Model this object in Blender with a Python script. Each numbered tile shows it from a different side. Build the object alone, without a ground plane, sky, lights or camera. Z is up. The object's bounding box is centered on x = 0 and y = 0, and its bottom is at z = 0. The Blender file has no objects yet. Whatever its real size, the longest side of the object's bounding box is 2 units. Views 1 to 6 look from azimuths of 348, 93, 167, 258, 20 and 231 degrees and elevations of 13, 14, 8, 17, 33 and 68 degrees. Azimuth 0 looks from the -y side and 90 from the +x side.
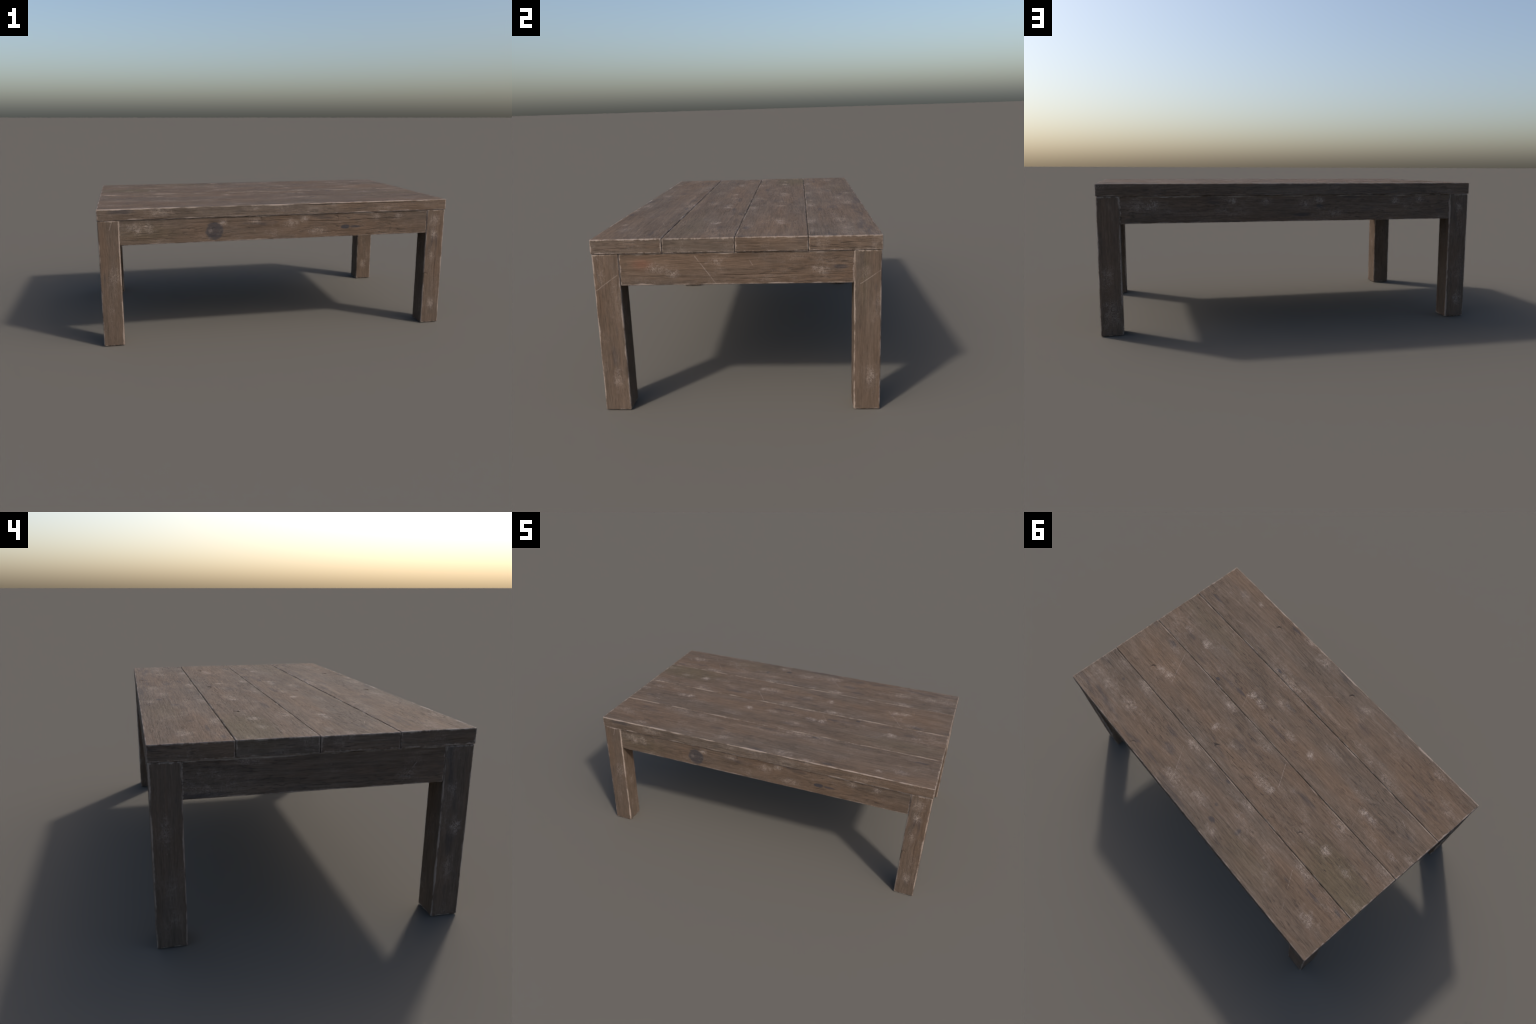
# A weathered plank coffee table: four long top planks, four square legs, four aprons.
# Every board is a rounded, worn box with real relief (grain, splits, dents, chipped edges);
# a procedural wood material adds grain colour, scuffs, stains and rubbed edges.
import bpy
import numpy as np
from mathutils import Matrix, Vector

# ------------------------------------------------------------------ sizes (metres)
TOP_HALF_LENGTH = 0.9998
TOP_HALF_WIDTH = 0.5922
TOP_Z = 0.7581
TOP_THICK = 0.0613
SEAM = 0.0022
PLANKS = 4
LEG_OUT_X, LEG_OUT_Y = 0.9970, 0.5896
LEG_SIDE_X, LEG_SIDE_Y = 0.1108, 0.1110
LEG_TOP = TOP_Z - TOP_THICK - 0.0012
APRON_BOTTOM = 0.5602
APRON_THICK = 0.040
APRON_INSET = 0.0045

# local X (the grain) laid along each world direction
ALONG_X = Matrix.Identity(3)
ALONG_Y = Matrix(((0, -1, 0), (1, 0, 0), (0, 0, 1)))
ALONG_Z = Matrix(((0, 0, -1), (0, 1, 0), (1, 0, 0)))


# ------------------------------------------------------------------ noise for the relief
def hash3(i, j, k, seed):
    h = (i.astype(np.int64) * 374761393 + j.astype(np.int64) * 668265263
         + k.astype(np.int64) * 2147483647 + seed * 974711) & 0xFFFFFFFF
    h = ((h ^ (h >> 13)) * 1274126177) & 0xFFFFFFFF
    h = ((h ^ (h >> 16)) * 2246822519) & 0xFFFFFFFF
    return ((h ^ (h >> 15)) & 0xFFFF) / 65535.0


def noise(p, seed):
    """Smooth value noise in 0..1 at the points p (n, 3)."""
    b = np.floor(p)
    f = p - b
    f = f * f * f * (f * (f * 6 - 15) + 10)
    b = b.astype(np.int64)
    out = np.zeros(len(p))
    for dx in (0, 1):
        wx = f[:, 0] if dx else 1 - f[:, 0]
        for dy in (0, 1):
            wy = f[:, 1] if dy else 1 - f[:, 1]
            for dz in (0, 1):
                wz = f[:, 2] if dz else 1 - f[:, 2]
                out += wx * wy * wz * hash3(b[:, 0] + dx, b[:, 1] + dy, b[:, 2] + dz, seed)
    return out


def step(a, b, x):
    t = np.clip((x - a) / (b - a), 0, 1)
    return t * t * (3 - 2 * t)


# ------------------------------------------------------------------ one board as a mesh
def stations(half, pitch, radius):
    """Grid lines along one axis: even in the middle, bunched on the rounded rims."""
    n = max(2, int(round(2 * (half - radius) / pitch)))
    middle = np.linspace(-(half - radius), half - radius, n + 1)
    rim = half - radius + radius * np.tan(np.radians([15, 30, 45]))
    rim[-1] = half
    return np.concatenate([-rim[::-1], middle, rim])


def board_mesh(name, half, pitch, seed, radius=0.004, dents=(), splits=(), chip=1.0):
    hx, hy, hz = half
    axes = [stations(h, p, radius) for h, p in zip(half, pitch)]
    nx, ny, nz = (len(a) for a in axes)
    shell = np.ones((nx, ny, nz), bool)
    shell[1:-1, 1:-1, 1:-1] = False
    ids = np.full((nx, ny, nz), -1, np.int64)
    ids[shell] = np.arange(shell.sum())
    gi, gj, gk = np.nonzero(shell)
    raw = np.stack([axes[0][gi], axes[1][gj], axes[2][gk]], 1)

    def sheet(a, flip):
        q = np.stack([a[:-1, :-1], a[1:, :-1], a[1:, 1:], a[:-1, 1:]], -1).reshape(-1, 4)
        return q[:, ::-1] if flip else q

    quads = np.concatenate([
        sheet(ids[:, :, -1], False), sheet(ids[:, :, 0], True),
        sheet(ids[:, 0, :], False), sheet(ids[:, -1, :], True),
        sheet(ids[-1], False), sheet(ids[0], True)])

    core = np.clip(raw, -(np.array(half) - radius), np.array(half) - radius)
    out = raw - core
    length = np.linalg.norm(out, axis=1, keepdims=True)
    normal = out / np.maximum(length, 1e-9)
    p = core + radius * normal

    # how much of an edge each point is on: 0 on the flats, 1 in the middle of a rounded rim
    rimness = 1 - np.max(np.abs(normal), axis=1)
    rimness = np.clip(rimness / 0.29, 0, 1)
    end = np.abs(normal[:, 0]) > 0.8
    g = np.where(end[:, None], p[:, [1, 0, 2]], p)           # the ends show their grain crosswise
    off = np.array([seed * 3.17, seed * 1.73, seed * 0.91])
    warp = (noise(g * [4, 14, 14] + off, seed + 5) - 0.5) * 0.010
    gw = g + np.stack([0 * warp, warp, warp], 1)

    depth = 0.0007 * noise(p * [3, 9, 9] + off, seed)                       # slow waviness
    depth += 0.0006 * noise(gw * [9, 150, 150] + off, seed + 1) ** 2        # raised grain
    depth += 0.0008 * (1.0 if half[0] > 0.9 else 0.6) * step(0.70, 0.90, noise(gw * [14, 210, 210] + off, seed + 2))  # pores, checks
    worn = noise(p * [22, 22, 22] + off, seed + 3)
    nick = step(0.72, 0.9, noise(p * [60, 60, 60] + off, seed + 4))
    depth += rimness * chip * (0.0013 * worn + 0.0022 * nick)

    for spot, face, size, drop in dents:                      # half-moon bruises, old nail pits
        d = p - np.array(spot)
        d[:, face] = 0
        near = np.abs(p[:, face] - spot[face]) < 0.012
        r = np.linalg.norm(d, axis=1) / size
        u, v = [a for a in (0, 1, 2) if a != face]
        lean = 0.5 + 0.5 * (d[:, u] - d[:, v] * (1 if face == 2 else -1)) / (1.4142 * size * np.maximum(r, 1e-6))
        pit = np.clip(r, 0, 1) ** 1.5 * lean * (1 - step(0.92, 1.08, r))
        depth += near * drop * pit
    for x0, x1, across, face, size, drop in splits:           # long cracks that follow the grain
        other = 3 - face if face else 1
        wander = (noise(np.stack([p[:, 0] * 9, p[:, 0] * 0 + across * 50, p[:, 0] * 0], 1), seed + 8) - 0.5) * 0.007
        gap = np.abs(p[:, other] - across - wander) / size
        run = step(x0, x0 + 0.10, p[:, 0]) * (1 - step(x1 - 0.10, x1, p[:, 0]))
        side = normal[:, face] * np.sign(drop) > 0.5
        depth += side * 1.4 * abs(drop) * run * (1 - step(0.2, 1.0, gap))

    p = p - normal * (depth - 0.0005)[:, None]

    mesh = bpy.data.meshes.new(name)
    mesh.vertices.add(len(p))
    mesh.vertices.foreach_set("co", p.astype(np.float32).ravel())
    mesh.loops.add(quads.size)
    mesh.loops.foreach_set("vertex_index", quads.astype(np.int32).ravel())
    mesh.polygons.add(len(quads))
    mesh.polygons.foreach_set("loop_start", np.arange(0, quads.size, 4, dtype=np.int32))
    mesh.update(calc_edges=True)
    mesh.validate()
    mesh.polygons.foreach_set("use_smooth", np.ones(len(mesh.polygons), bool))
    return mesh


# ------------------------------------------------------------------ the wood material
class Graph:
    def __init__(self, name):
        self.mat = bpy.data.materials.new(name)
        self.mat.use_nodes = True
        self.t = self.mat.node_tree
        self.bsdf = self.t.nodes["Principled BSDF"]

    def node(self, kind, **props):
        n = self.t.nodes.new(kind)
        for k, v in props.items():
            setattr(n, k, v)
        return n

    def put(self, socket, value):
        if isinstance(value, bpy.types.NodeSocket):
            self.t.links.new(value, socket)
        elif value is not None:
            socket.default_value = value

    def m(self, op, a, b=None, c=None, clamp=False):
        n = self.node("ShaderNodeMath", operation=op, use_clamp=clamp)
        for s, v in zip(n.inputs, (a, b, c)):
            self.put(s, v)
        return n.outputs[0]

    def v(self, op, a, b=None, scale=None):
        n = self.node("ShaderNodeVectorMath", operation=op)
        self.put(n.inputs[0], a)
        if b is not None:
            self.put(n.inputs[1], b)
        if scale is not None:
            self.put(n.inputs["Scale"], scale)
        return n.outputs["Value"] if op in ("LENGTH", "DOT_PRODUCT", "DISTANCE") else n.outputs["Vector"]

    def ramp(self, x, a, b, lo=0.0, hi=1.0):
        n = self.node("ShaderNodeMapRange", interpolation_type="SMOOTHSTEP")
        for s, val in zip(n.inputs, (x, a, b, lo, hi)):
            self.put(s, val)
        return n.outputs[0]

    def noise(self, p, scale, detail=3.0, rough=0.55, distort=0.0):
        n = self.node("ShaderNodeTexNoise")
        self.put(n.inputs["Vector"], self.v("MULTIPLY", p, scale) if isinstance(scale, tuple) else p)
        n.inputs["Scale"].default_value = 1.0 if isinstance(scale, tuple) else scale
        n.inputs["Detail"].default_value = detail
        n.inputs["Roughness"].default_value = rough
        n.inputs["Distortion"].default_value = distort
        return n.outputs["Fac"]

    def mix(self, fac, a, b, mode="MIX"):
        n = self.node("ShaderNodeMix", data_type="RGBA", blend_type=mode)
        self.put(n.inputs[0], fac)
        for s, val in ((n.inputs[6], a), (n.inputs[7], b)):
            self.put(s, (*val, 1) if isinstance(val, tuple) else val)
        return n.outputs[2]

    def xyz(self, p):
        n = self.node("ShaderNodeSeparateXYZ")
        self.put(n.inputs[0], p)
        return n.outputs

    def join(self, x, y, z):
        n = self.node("ShaderNodeCombineXYZ")
        for s, val in zip(n.inputs, (x, y, z)):
            self.put(s, val)
        return n.outputs[0]


BASE = (0.119, 0.087, 0.068)
GREY = (0.112, 0.086, 0.070)
WARM = (0.130, 0.089, 0.065)
OLIVE = (0.113, 0.087, 0.060)
DEEP = (0.050, 0.038, 0.031)
RUST = (0.132, 0.084, 0.058)
UMBER = (0.062, 0.050, 0.041)
SLATE = (0.048, 0.043, 0.045)
PALE = (0.330, 0.270, 0.232)
RUBBED = (0.300, 0.240, 0.200)


def wood(name, half, seed, rims=(1, 1), scuffs=(), scratches=(), stains=(), tints=(), dust=1.0, grain=1.0, tan=(0.950, 0.945, 0.910)):
    g = Graph(name)
    hx, hy, hz = half
    P = g.node("ShaderNodeTexCoord").outputs["Object"]
    away = g.v("SUBTRACT", half, g.v("ABSOLUTE", P))
    ax, ay, az = g.xyz(away)
    end = g.m("LESS_THAN", ax, g.m("MINIMUM", ay, az))
    x, y, z = g.xyz(P)

    def pick(a, b):
        n = g.node("ShaderNodeMix", data_type="FLOAT")
        g.put(n.inputs[0], end); g.put(n.inputs[2], a); g.put(n.inputs[3], b)
        return n.outputs[0]

    G = g.join(pick(x, y), pick(y, x), z)
    shift = (seed * 7.31, seed * 2.97, seed * 4.13)
    G = g.v("ADD", G, shift)
    S = g.v("ADD", P, shift)

    bend = g.m("MULTIPLY", g.m("SUBTRACT", g.noise(G, (3.5, 16, 16), 2), 0.5), 0.022)
    W = g.v("ADD", G, g.join(0.0, bend, bend))
    broad = g.noise(W, (1.6, 9, 9), 3, 0.6)
    hue = g.noise(W, (1.1, 5, 5), 2, 0.5)
    streak = g.noise(W, (5.5, 105, 105), 5, 0.70)
    fine = g.noise(W, (22, 330, 330), 3, 0.6)
    pore = g.noise(W, (26, 240, 240), 2, 0.5)
    speck = g.noise(S, 160.0, 2, 0.6)

    # ground colours of the wood
    c = g.mix(g.ramp(hue, 0.36, 0.56), GREY, BASE)
    c = g.mix(g.m("MULTIPLY", g.ramp(hue, 0.52, 0.68), 0.75), c, WARM)
    for spot, radii, colour, strength in tints:
        d = g.v("LENGTH", g.v("MULTIPLY", g.v("SUBTRACT", P, spot), tuple(1 / r for r in radii)))
        d = g.m("ADD", d, g.m("MULTIPLY", g.m("SUBTRACT", broad, 0.5), 0.9))
        c = g.mix(g.m("MULTIPLY", g.ramp(d, 1.0, 0.15), strength), c, colour)
    tone = g.m("ADD", g.m("MULTIPLY", g.m("SUBTRACT", streak, 0.5), 1.45 * (0.4 + 0.6 * grain)), g.m("MULTIPLY", g.m("SUBTRACT", fine, 0.5), 0.85))
    tone = g.m("ADD", tone, g.m("MULTIPLY", g.m("SUBTRACT", broad, 0.5), 0.55))
    tone = g.m("ADD", tone, g.m("MULTIPLY", g.m("SUBTRACT", speck, 0.5), 0.22))
    tone = g.m("ADD", tone, 1.0)
    shade = g.join(tone, tone, tone)
    c = g.mix(1.0, c, shade, "MULTIPLY")
    c = g.mix(1.0, c, tan, "MULTIPLY")
    rust = g.ramp(g.noise(W, (2.6, 110, 110), 4, 0.6), 0.52, 0.68)
    c = g.mix(g.m("MULTIPLY", rust, 0.35), c, RUST)
    mottle = g.ramp(g.noise(W, (6, 17, 17), 4, 0.6, 0.8), 0.50, 0.70)
    c = g.mix(g.m("MULTIPLY", mottle, 0.30), c, UMBER)

    # dark pores and checks along the grain, in drifts
    drift = g.ramp(g.noise(W, (2.2, 12, 12), 2), 0.40, 0.62)
    pores = g.m("MULTIPLY", g.ramp(pore, 0.56, 0.67), g.m("MULTIPLY_ADD", drift, 0.62 * grain, 0.12 * grain))
    c = g.mix(pores, c, DEEP)

    # bluish weather stains
    blot = g.noise(W, (4.0, 17, 17), 4, 0.62)
    mask = g.m("MULTIPLY", g.ramp(blot, 0.57, 0.74), 0.55)
    thready = g.ramp(g.m("ADD", g.noise(W, (9, 120, 120), 3, 0.6), g.m("MULTIPLY", speck, 0.3)), 0.45, 0.70, 0.45, 1.0)
    for spot, radii, strength, *crisp in stains:
        d = g.v("LENGTH", g.v("MULTIPLY", g.v("SUBTRACT", P, spot), tuple(1 / r for r in radii)))
        d = g.m("ADD", d, g.m("MULTIPLY", g.m("SUBTRACT", g.noise(W, (14, 70, 70), 4, 0.65), 0.5), 0.7 if crisp else 1.9))
        mask = g.m("MAXIMUM", mask, g.m("MULTIPLY", g.ramp(d, 1.05, 0.78 if crisp else 0.35), g.m("MULTIPLY", g.m("MAXIMUM", thready, 0.85 if crisp else 0.0), strength)))
    c = g.mix(mask, c, SLATE)

    # pale scuffs: hatching of fine curved hairs, dense where the list says, thin elsewhere
    hair_a = g.m("ABSOLUTE", g.m("SUBTRACT", g.noise(S, 62.0, 3, 0.62, 1.6), 0.5))
    hair_b = g.m("ABSOLUTE", g.m("SUBTRACT", g.noise(g.v("ADD", S, (5.0, 9.0, 2.0)), 95.0, 2, 0.6, 2.2), 0.5))
    hairs = g.m("MAXIMUM", g.ramp(hair_a, 0.032, 0.006), g.ramp(hair_b, 0.036, 0.006))
    cloud = g.noise(S, 48.0, 4, 0.7)
    where = g.m("MULTIPLY", g.ramp(g.noise(S, (5, 11, 11), 4, 0.65), 0.46, 0.76), 0.42 * dust)
    ragged = g.m("MULTIPLY", g.m("SUBTRACT", g.noise(S, 34.0, 4, 0.7), 0.5), 2.1)
    for spot, radii, strength in scuffs:
        d = g.v("LENGTH", g.v("MULTIPLY", g.v("SUBTRACT", P, spot), tuple(1 / r for r in radii)))
        d = g.m("ADD", d, ragged)
        where = g.m("MAXIMUM", where, g.m("MULTIPLY", g.m("POWER", g.ramp(d, 1.50, -0.05), 1.8), 1.2 * strength))
    scuff = g.m("MULTIPLY", where, g.m("MULTIPLY_ADD", hairs, 0.72, g.m("MULTIPLY", g.ramp(cloud, 0.48, 0.66), 0.40)), clamp=True)
    cluster = g.ramp(g.noise(S, (7, 16, 16), 3, 0.6), 0.48, 0.66)
    spots = g.m("MULTIPLY", g.ramp(g.noise(S, 85.0, 3, 0.65, 1.0), 0.66, 0.78), g.m("MULTIPLY", cluster, 0.50 * dust))
    scuff = g.m("MAXIMUM", scuff, spots)
    w = g.m("MULTIPLY", g.m("SUBTRACT", g.noise(S, 30.0, 2), 0.5), 0.006)
    wobble = g.join(w, g.m("MULTIPLY", w, -0.7), g.m("MULTIPLY", w, 0.5))
    for a, b, width, strength in scratches:
        a, b = Vector(a), Vector(b)
        ab = b - a
        rel = g.v("SUBTRACT", P, tuple(a))
        t = g.m("DIVIDE", g.v("DOT_PRODUCT", rel, tuple(ab)), ab.length_squared, clamp=True)
        d = g.v("LENGTH", g.v("SUBTRACT", g.v("ADD", rel, wobble), g.v("SCALE", tuple(ab), scale=t)))
        line = g.m("MULTIPLY", g.ramp(d, width, width * 0.25), g.ramp(g.noise(S, 40.0, 2), 0.30, 0.50, 0.25, 1.0))
        scuff = g.m("MAXIMUM", scuff, g.m("MULTIPLY", line, 0.62 * strength))
    c = g.mix(scuff, c, PALE)

    # rubbed edges: the second smallest distance to a face is the distance to the nearest edge
    lo = g.m("MINIMUM", ax, ay)
    hi = g.m("MAXIMUM", ax, ay)
    edge = g.m("MAXIMUM", lo, g.m("MINIMUM", hi, az))
    nearest_side = g.ramp(y, -0.001, 0.001, *rims)
    at_end = g.ramp(ax, 0.012, 0.008)
    worn = g.m("MAXIMUM", nearest_side, at_end)
    rag = g.m("SUBTRACT", g.noise(S, (9, 40, 40), 5, 0.7), 0.48)
    edge = g.m("ADD", edge, g.m("MULTIPLY", rag, 0.030))
    edge = g.m("ADD", edge, g.m("MULTIPLY", g.m("SUBTRACT", 1.0, worn), 0.0045))
    rub = g.m("MULTIPLY", g.ramp(edge, 0.0062, 0.0020), 0.85 if rims[0] == 1.0 else 0.62)
    c = g.mix(rub, c, RUBBED)
    g.put(g.bsdf.inputs["Base Color"], c)

    rough = g.m("MULTIPLY_ADD", streak, 0.20, 0.60)
    rough = g.m("SUBTRACT", rough, g.m("MULTIPLY", rub, 0.22))
    g.put(g.bsdf.inputs["Roughness"], rough)
    g.bsdf.inputs["Specular IOR Level"].default_value = 0.06

    height = g.m("ADD", g.m("MULTIPLY", streak, 0.55), g.m("MULTIPLY", fine, 0.30))
    height = g.m("SUBTRACT", height, g.m("MULTIPLY", pores, 0.9))
    height = g.m("ADD", height, g.m("MULTIPLY", scuff, 0.10))
    bump = g.node("ShaderNodeBump")
    bump.inputs["Strength"].default_value = 0.75
    bump.inputs["Distance"].default_value = 0.0022
    g.put(bump.inputs["Height"], height)
    g.put(g.bsdf.inputs["Normal"], bump.outputs[0])
    return g.mat


# ------------------------------------------------------------------ boards into the scene
def world_features(items, inverse, turn, radii_too):
    done = []
    for item in items:
        spot = tuple(inverse @ Vector(item[0]))
        if radii_too:
            radii = tuple(abs(r) for r in turn @ Vector(item[1]))
            done.append((spot, radii, *item[2:]))
        else:
            done.append((spot, tuple(inverse @ Vector(item[1])), *item[2:]))
    return done


def board(kind, table, low, high, along, seed, pitch, material, radius=0.004, dents=(), splits=(), chip=1.0,
          rims=(1, 1), scuffs=(), scratches=(), stains=(), tints=(), dust=1.0, grain=1.0, tan=(0.950, 0.945, 0.910)):
    """A board filling the world box low..high with its grain along the given direction.
    Features are given in world coordinates."""
    centre = (Vector(low) + Vector(high)) / 2
    place = Matrix.Translation(centre) @ along.to_4x4()
    inverse = place.inverted()
    turn = along.inverted()
    half = tuple(abs(v) for v in turn @ ((Vector(high) - Vector(low)) / 2))
    pits = []
    for spot, size, drop in dents:
        s = inverse @ Vector(spot)
        face = min(range(3), key=lambda a: abs(half[a] - abs(s[a])))
        pits.append((tuple(s), face, size, drop))
    mesh = board_mesh(kind, half, pitch, seed, radius, pits, splits, chip)
    mesh.materials.append(wood(
        material, half, seed, rims,
        world_features(scuffs, inverse, turn, True), world_features(scratches, inverse, turn, False),
        world_features(stains, inverse, turn, True), world_features(tints, inverse, turn, True), dust, grain, tan))
    ob = bpy.data.objects.new(kind, mesh)
    bpy.context.scene.collection.objects.link(ob)
    ob.parent = table
    ob.matrix_world = place
    return ob


def flat(z):
    return lambda x, y: (x, y, z)


table = bpy.data.objects.new("plank_coffee_table", None)
bpy.context.scene.collection.objects.link(table)
table["label"] = "low rustic table of worn brown planks on square legs"
table["category"] = "coffee table"

T = TOP_Z
OVAL, ROUND, WIDE, SMALL = (0.050, 0.026, 0.03), (0.034, 0.030, 0.03), (0.085, 0.042, 0.03), (0.026, 0.016, 0.03)
SEAMED = (0.070, 0.030, 0.03)

# wear on the top, plank by plank: (x, y, shape, strength)
top_scuffs = [
    [(0.692, -0.531, SMALL, 0.8), (-0.217, -0.526, OVAL, 0.6), (0.142, -0.554, WIDE, 0.6), (0.304, -0.580, OVAL, 0.9),
     (0.182, -0.318, (0.15, 0.022, 0.03), 0.7), (-0.457, -0.330, OVAL, 0.65), (-0.750, -0.557, OVAL, 0.65),
     (-0.930, -0.441, OVAL, 0.5), (0.80, -0.50, WIDE, 0.35), (-0.60, -0.330, WIDE, 0.45)],
    [(0.676, -0.116, ROUND, 1.1), (0.250, -0.111, ROUND, 1.15), (0.185, -0.108, OVAL, 0.8), (0.828, -0.105, OVAL, 0.6),
     (-0.230, -0.116, ROUND, 1.1), (-0.072, -0.103, OVAL, 0.75), (-0.646, -0.114, ROUND, 1.15), (-0.706, -0.119, OVAL, 0.8),
     (-0.972, -0.114, OVAL, 0.6), (-0.902, -0.062, OVAL, 0.5), (0.10, -0.20, WIDE, 0.4), (-0.30, -0.22, WIDE, 0.35)],
    [(0.652, 0.169, ROUND, 1.05), (0.715, 0.183, OVAL, 0.7), (0.284, 0.028, (0.075, 0.034, 0.03), 0.85), (0.229, 0.168, ROUND, 1.1),
     (-0.244, 0.169, ROUND, 1.1), (-0.176, 0.173, WIDE, 0.7), (0.081, 0.163, OVAL, 0.6), (-0.668, 0.166, ROUND, 1.15),
     (-0.816, 0.166, OVAL, 0.7), (-0.920, 0.020, SEAMED, 0.6), (-0.62, 0.025, SEAMED, 0.55), (0.78, 0.040, SEAMED, 0.5),
     (-0.05, 0.03, SEAMED, 0.45)],
    [(0.645, 0.444, WIDE, 0.55), (0.924, 0.460, WIDE, 0.5), (0.825, 0.458, WIDE, 0.5), (0.671, 0.316, SEAMED, 0.8),
     (0.226, 0.322, SEAMED, 0.9), (-0.235, 0.316, OVAL, 0.8), (-0.649, 0.318, OVAL, 0.95), (-0.703, 0.325, OVAL, 0.75),
     (-0.220, 0.540, OVAL, 0.6), (-0.041, 0.478, WIDE, 0.65), (0.146, 0.513, WIDE, 0.75), (-0.868, 0.455, WIDE, 0.6),
     (0.88, 0.32, SEAMED, 0.45), (0.05, 0.33, OVAL, 0.5)],
]
top_scratches = [
    [(-0.169, -0.348, -0.238, -0.365, 0.6), (0.716, -0.344, 0.654, -0.362, 0.6), (-0.013, -0.408, -0.066, -0.464, 0.35)],
    [(0.287, -0.118, 0.231, -0.023, 0.5), (0.098, -0.233, 0.050, -0.216, 0.9), (-0.804, -0.236, -0.846, -0.219, 0.9),
     (-0.609, -0.125, -0.661, -0.021, 0.5)],
    [(0.708, 0.015, 0.606, 0.185, 0.65), (-0.184, 0.018, -0.259, 0.129, 0.75)],
    [(0.251, 0.364, 0.140, 0.517, 0.65), (-0.637, 0.357, -0.755, 0.525, 0.75)],
]
LONG, DOT, BLOT = (0.065, 0.012, 0.02), (0.014, 0.010, 0.02), (0.060, 0.030, 0.02)
top_stains = [
    [(0.894, -0.363, LONG, 0.7), (0.273, -0.321, (0.022, 0.009, 0.02), 0.95, True), (0.419, -0.572, (0.05, 0.013, 0.02), 0.8),
     (-0.303, -0.436, BLOT, 0.35), (-0.034, -0.333, (0.10, 0.02, 0.02), 0.45)],
    [(0.457, -0.025, DOT, 1.0, True), (0.317, -0.069, LONG, 0.8), (0.776, -0.085, (0.06, 0.018, 0.02), 0.5),
     (-0.013, -0.068, (0.10, 0.016, 0.02), 0.55), (0.62, -0.03, LONG, 0.4)],
    [(0.805, 0.030, (0.05, 0.018, 0.02), 0.7), (0.05, 0.06, LONG, 0.3)],
    [(0.281, 0.430, BLOT, 0.55), (0.798, 0.381, DOT, 0.6), (-0.065, 0.312, (0.02, 0.010, 0.02), 0.85),
     (-0.172, 0.503, (0.028, 0.016, 0.02), 0.9), (-0.126, 0.435, DOT, 0.8), (-0.313, 0.441, (0.016, 0.022, 0.02), 0.85),
     (-0.798, 0.365, LONG, 0.75), (-0.655, 0.409, (0.03, 0.010, 0.02), 0.5), (-0.935, 0.326, (0.04, 0.012, 0.02), 0.75),
     (0.36, 0.36, BLOT, 0.5), (0.05, 0.575, (0.16, 0.014, 0.02), 0.5)],
]
DENT = (0.0145, 0.0062)
top_dents = [
    [(0.491, -0.501, *DENT), (-0.114, -0.521, *DENT)],
    [(0.459, -0.182, 0.011, 0.0015), (-0.073, -0.170, 0.014, 0.0028), (-0.661, -0.182, 0.013, 0.0026)],
    [(0.752, 0.208, *DENT), (0.803, 0.220, 0.010, 0.0015), (0.900, 0.276, 0.010, 0.0012), (0.130, 0.232, *DENT),
     (-0.524, 0.210, *DENT), (-0.473, 0.213, 0.012, 0.0018), (-0.369, 0.270, 0.012, 0.0015), (-0.573, 0.068, 0.012, 0.0012)],
    [(0.438, 0.568, 0.016, 0.0032)],
]
AREA = (0.45, 0.16, 0.08)
top_tints = [
    [((-0.75, -0.44, T), AREA, WARM, 0.7)],
    [((-0.20, -0.20, T), (0.9, 0.10, 0.08), GREY, 0.5), ((0.75, -0.22, T), (0.4, 0.1, 0.08), OLIVE, 0.4)],
    [((0.78, 0.15, T), (0.50, 0.20, 0.08), WARM, 0.95), ((-0.85, 0.22, T), (0.35, 0.14, 0.08), OLIVE, 0.95)],
    [((0.45, 0.45, T), (0.50, 0.2, 0.08), WARM, 0.6), ((-0.88, 0.36, T), (0.2, 0.12, 0.08), WARM, 0.6),
     ((-0.45, 0.50, T), (0.3, 0.1, 0.08), OLIVE, 0.4)],
]

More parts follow.
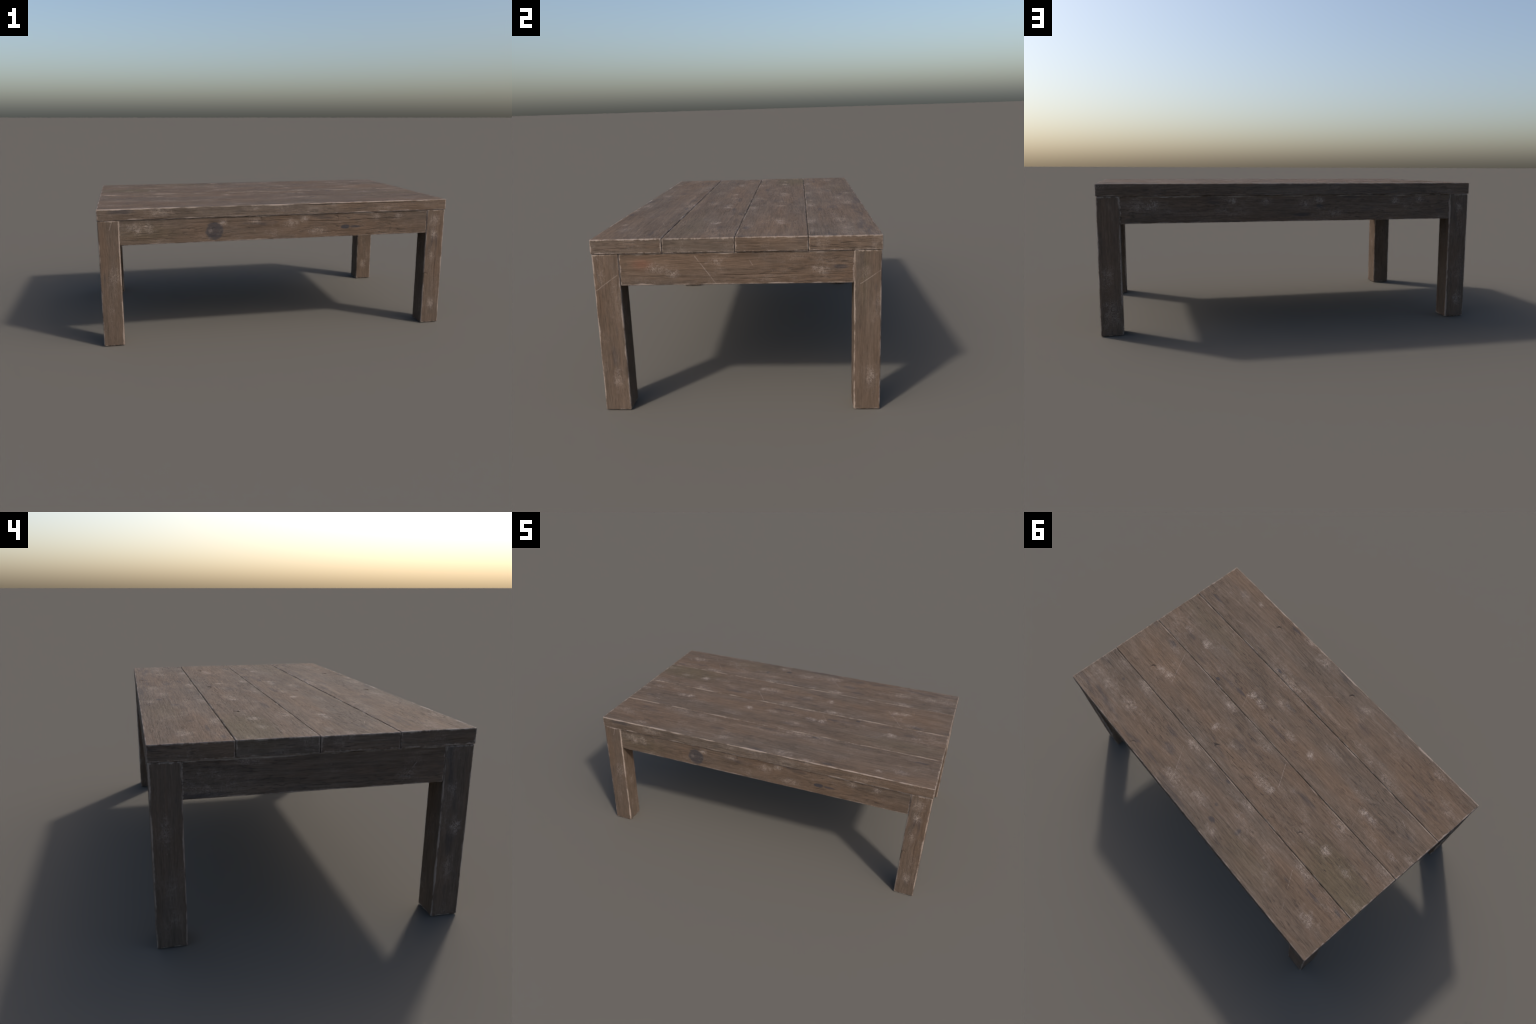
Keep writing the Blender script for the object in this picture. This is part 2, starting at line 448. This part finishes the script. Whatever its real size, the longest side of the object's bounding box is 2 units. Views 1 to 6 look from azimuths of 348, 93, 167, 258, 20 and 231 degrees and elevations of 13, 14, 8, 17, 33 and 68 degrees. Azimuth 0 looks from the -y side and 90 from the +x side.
plank_offsets = [(0.0008, 0.0, 0.0), (0.0, 0.0016, -0.0007), (0.0014, 0.0004, 0.0003), (0.0002, 0.0010, -0.0005)]
plank_width = (2 * TOP_HALF_WIDTH - (PLANKS - 1) * SEAM) / PLANKS
for i in range(PLANKS):
    y0 = -TOP_HALF_WIDTH + i * (plank_width + SEAM)
    scuffs = [((x, y, T), s, k) for x, y, s, k in top_scuffs[i]]
    stains = [((x, y, T), s, *k) for x, y, s, *k in top_stains[i]]
    splits = []
    dents = [((x, y, T), size, drop) for x, y, size, drop in top_dents[i]]
    if i == 0:        # the edge that faces the viewer: a long split under the rim, scuffs and a stain
        Y = -TOP_HALF_WIDTH
        splits = [(0.10, 0.85, 0.0215, 1, 0.0022, -0.0030), (-0.28, 0.02, -0.012, 1, 0.0016, -0.0014),
                  (-0.55, -0.15, -0.022, 1, 0.0016, -0.0012)]
        scuffs += [((-0.680, Y, 0.735), (0.10, 0.03, 0.030), 0.6), ((-0.16, Y, 0.738), (0.06, 0.03, 0.02), 0.6),
                   ((0.17, Y, 0.725), (0.10, 0.03, 0.03), 0.5), ((0.60, Y, 0.72), (0.12, 0.03, 0.02), 0.4)]
        stains += [((-0.88, Y, 0.742), (0.09, 0.03, 0.014), 0.75)]
        dents += [((-0.675, Y, 0.745), 0.013, 0.0030)]
    left, right, rise = plank_offsets[i]
    board("plank", table, (-TOP_HALF_LENGTH + left, y0, T - TOP_THICK), (TOP_HALF_LENGTH - right, y0 + plank_width, T + rise),
          ALONG_X, 11 + i, (0.0032, 0.0024, 0.0022), "weathered_plank_wood", 0.0030,
          dents, splits, 0.8, (1.0 if i == 0 else 0.55, 0.8 if i == PLANKS - 1 else 0.45), scuffs,
          [((a, b, T), (c, d, T), 0.0021, k) for a, b, c, d, k in top_scratches[i]],
          stains, top_tints[i])

# ------------------------------------------------------------------ legs
UNDERFRAME = (0.930, 0.905, 0.855)      # legs and aprons are a shade browner than the top
FY, BY, RX, LX = -LEG_OUT_Y, LEG_OUT_Y, LEG_OUT_X, -LEG_OUT_X
TALL, PATCH = (0.03, 0.03, 0.045), (0.035, 0.035, 0.035)
leg_wear = {
    (-1, -1): dict(
        scratches=[((-0.923, FY, 0.690), (-0.938, FY, 0.645), 0.002, 0.8)],
        scuffs=[((-0.92, FY, 0.40), (0.04, 0.03, 0.08), 0.5), ((LX, -0.545, 0.379), TALL, 0.9), ((LX, -0.515, 0.53), TALL, 0.6),
                ((LX, -0.528, 0.211), (0.03, 0.03, 0.07), 0.5), ((-0.89, -0.53, 0.30), TALL, 0.4)],
        tints=[((-0.97, FY, 0.55), (0.05, 0.05, 0.4), WARM, 0.6)]),
    (1, -1): dict(
        scuffs=[((0.937, FY, 0.555), (0.032, 0.03, 0.045), 1.05), ((0.941, FY, 0.640), (0.04, 0.03, 0.05), 0.75),
                ((0.940, FY, 0.121), (0.025, 0.03, 0.04), 1.0), ((0.93, FY, 0.42), (0.03, 0.03, 0.07), 0.5),
                ((RX, -0.525, 0.148), (0.03, 0.03, 0.06), 0.7), ((RX, -0.56, 0.60), (0.03, 0.03, 0.05), 0.5)],
        scratches=[((RX, -0.491, 0.607), (RX, -0.585, 0.540), 0.0022, 0.75)],
        dents=[((0.897, FY, 0.300), 0.016, 0.0045)],
        tints=[((0.97, FY, 0.30), (0.04, 0.05, 0.2), WARM, 0.6)],
        splits=[(-0.20, 0.10, -0.012, 1, 0.002, -0.0022)]),
    (1, 1): dict(
        scuffs=[((0.936, 0.482, 0.118), TALL, 0.95), ((RX, 0.55, 0.156), (0.03, 0.03, 0.07), 0.75),
                ((RX, 0.52, 0.60), (0.03, 0.03, 0.04), 0.45), ((0.957, BY, 0.296), (0.04, 0.03, 0.08), 0.5),
                ((0.94, BY, 0.12), (0.05, 0.03, 0.10), 0.5)],
        scratches=[((RX, 0.585, 0.612), (RX, 0.504, 0.556), 0.0022, 0.8)],
        dents=[((0.931, 0.482, 0.312), 0.015, 0.0035)],
        tints=[((RX, 0.52, 0.6), (0.05, 0.03, 0.2), OLIVE, 0.5)]),
    (-1, 1): dict(
        scuffs=[((-0.950, BY, 0.107), TALL, 0.9), ((-0.94, BY, 0.62), TALL, 0.6), ((LX, 0.54, 0.45), (0.03, 0.03, 0.08), 0.45)]),
}
for (sx, sy), wear in leg_wear.items():
    xs = sorted((sx * LEG_OUT_X, sx * (LEG_OUT_X - LEG_SIDE_X)))
    ys = sorted((sy * LEG_OUT_Y, sy * (LEG_OUT_Y - LEG_SIDE_Y)))
    board("leg", table, (xs[0], ys[0], 0.0), (xs[1], ys[1], LEG_TOP), ALONG_Z,
          31 + 3 * sx + sy, (0.0034, 0.0022, 0.0022), "weathered_leg_wood", 0.0045, grain=0.5, tan=UNDERFRAME, **wear)

# ------------------------------------------------------------------ aprons
AX = LEG_OUT_X - LEG_SIDE_X + 0.001      # long aprons run between the legs
AY = LEG_OUT_Y - LEG_SIDE_Y + 0.001
OY, OX = LEG_OUT_Y - APRON_INSET, LEG_OUT_X - APRON_INSET
APRON_TOP = LEG_TOP + 0.0004
LOW, MID = (0.05, 0.03, 0.022), (0.032, 0.03, 0.024)
side_scuffs = [(-0.80, 0.650, (0.085, 0.03, 0.040), 0.7), (-0.735, 0.645, (0.05, 0.03, 0.035), 0.8), (-0.329, 0.667, MID, 1.05),
               (-0.155, 0.667, LOW, 0.75), (0.136, 0.669, MID, 1.05), (0.052, 0.650, (0.06, 0.03, 0.04), 0.65),
               (0.566, 0.669, MID, 0.95), (0.704, 0.669, MID, 0.75), (0.208, 0.600, (0.08, 0.03, 0.03), 0.5),
               (-0.40, 0.62, (0.03, 0.03, 0.02), 0.35)]
height = (APRON_TOP + APRON_BOTTOM) / 2
board("apron", table, (-AX, -OY, APRON_BOTTOM), (AX, -OY + APRON_THICK, APRON_TOP), ALONG_X, 51,
      (0.0034, 0.0022, 0.0014), "weathered_apron_wood", 0.0030, tan=UNDERFRAME,
      dents=[((-0.747, -OY, 0.655), 0.014, 0.0036), ((-0.124, -OY, 0.676), 0.014, 0.0036), ((0.323, -OY, 0.668), 0.014, 0.0036)],
      splits=[(0.10, 0.76, 0.655 - height, 1, 0.0020, -0.0036), (-0.55, 0.12, 0.669 - height, 1, 0.0018, -0.0020),
              (-0.88, -0.62, 0.592 - height, 1, 0.0016, -0.0016), (0.15, 0.62, 0.590 - height, 1, 0.0015, -0.0014)],
      scuffs=[((x, -OY, z), s, k) for x, z, s, k in side_scuffs],
      stains=[((-0.377, -OY, 0.620), (0.053, 0.03, 0.054), 0.95, True), ((0.381, -OY, 0.616), (0.030, 0.03, 0.013), 1.0, True),
              ((0.440, -OY, 0.615), (0.036, 0.03, 0.008), 0.85, True)],
      tints=[((-0.75, -OY, 0.62), (0.25, 0.05, 0.08), OLIVE, 0.6), ((-0.42, -OY, 0.63), (0.12, 0.05, 0.07), WARM, 0.6),
             ((0.65, -OY, 0.60), (0.3, 0.05, 0.06), WARM, 0.5)])
board("apron", table, (-AX, OY - APRON_THICK, APRON_BOTTOM), (AX, OY, APRON_TOP), ALONG_X, 57,
      (0.0034, 0.0022, 0.0018), "weathered_apron_wood", 0.0030, tan=UNDERFRAME,
      scuffs=[((-x, OY, z), s, k) for x, z, s, k in side_scuffs],
      stains=[((-0.134, OY, 0.636), (0.030, 0.03, 0.015), 0.85), ((-0.046, OY, 0.595), (0.07, 0.03, 0.012), 0.6)])
board("apron", table, (OX - APRON_THICK, -AY, APRON_BOTTOM), (OX, AY, APRON_TOP), ALONG_Y, 63,
      (0.0032, 0.0022, 0.0016), "weathered_apron_wood", 0.0030, tan=UNDERFRAME,
      splits=[(-0.10, 0.30, 0.600 - height, 1, 0.0018, -0.0022), (-0.05, 0.22, 0.582 - height, 1, 0.0016, -0.0020),
              (-0.30, 0.02, 0.652 - height, 1, 0.0015, -0.0014), (0.30, 0.48, 0.662 - height, 1, 0.0015, -0.0014)],
      scuffs=[((OX, -0.327, 0.633), (0.03, 0.05, 0.03), 0.7), ((OX, -0.265, 0.615), (0.03, 0.04, 0.025), 0.8),
              ((OX, 0.341, 0.620), (0.03, 0.05, 0.035), 0.8), ((OX, -0.08, 0.660), (0.03, 0.05, 0.025), 0.6)],
      scratches=[((OX, -0.167, 0.683), (OX, -0.083, 0.565), 0.0022, 0.8), ((OX, 0.055, 0.665), (OX, 0.068, 0.640), 0.002, 0.6)],
      stains=[((OX, 0.416, 0.630), (0.03, 0.05, 0.012), 0.7)],
      tints=[((OX, -0.382, 0.649), (0.05, 0.07, 0.04), (0.17, 0.085, 0.06), 0.7)])
board("apron", table, (-OX, -AY, APRON_BOTTOM - 0.0022), (-OX + APRON_THICK, AY, APRON_TOP), ALONG_Y, 69,
      (0.0032, 0.0022, 0.0018), "weathered_apron_wood", 0.0030, tan=UNDERFRAME,
      scratches=[((-OX, -0.366, 0.640), (-OX, -0.318, 0.575), 0.002, 0.6)],
      scuffs=[((-OX, 0.245, 0.684), (0.03, 0.06, 0.02), 0.6), ((-OX, -0.33, 0.60), (0.03, 0.05, 0.04), 0.4)])
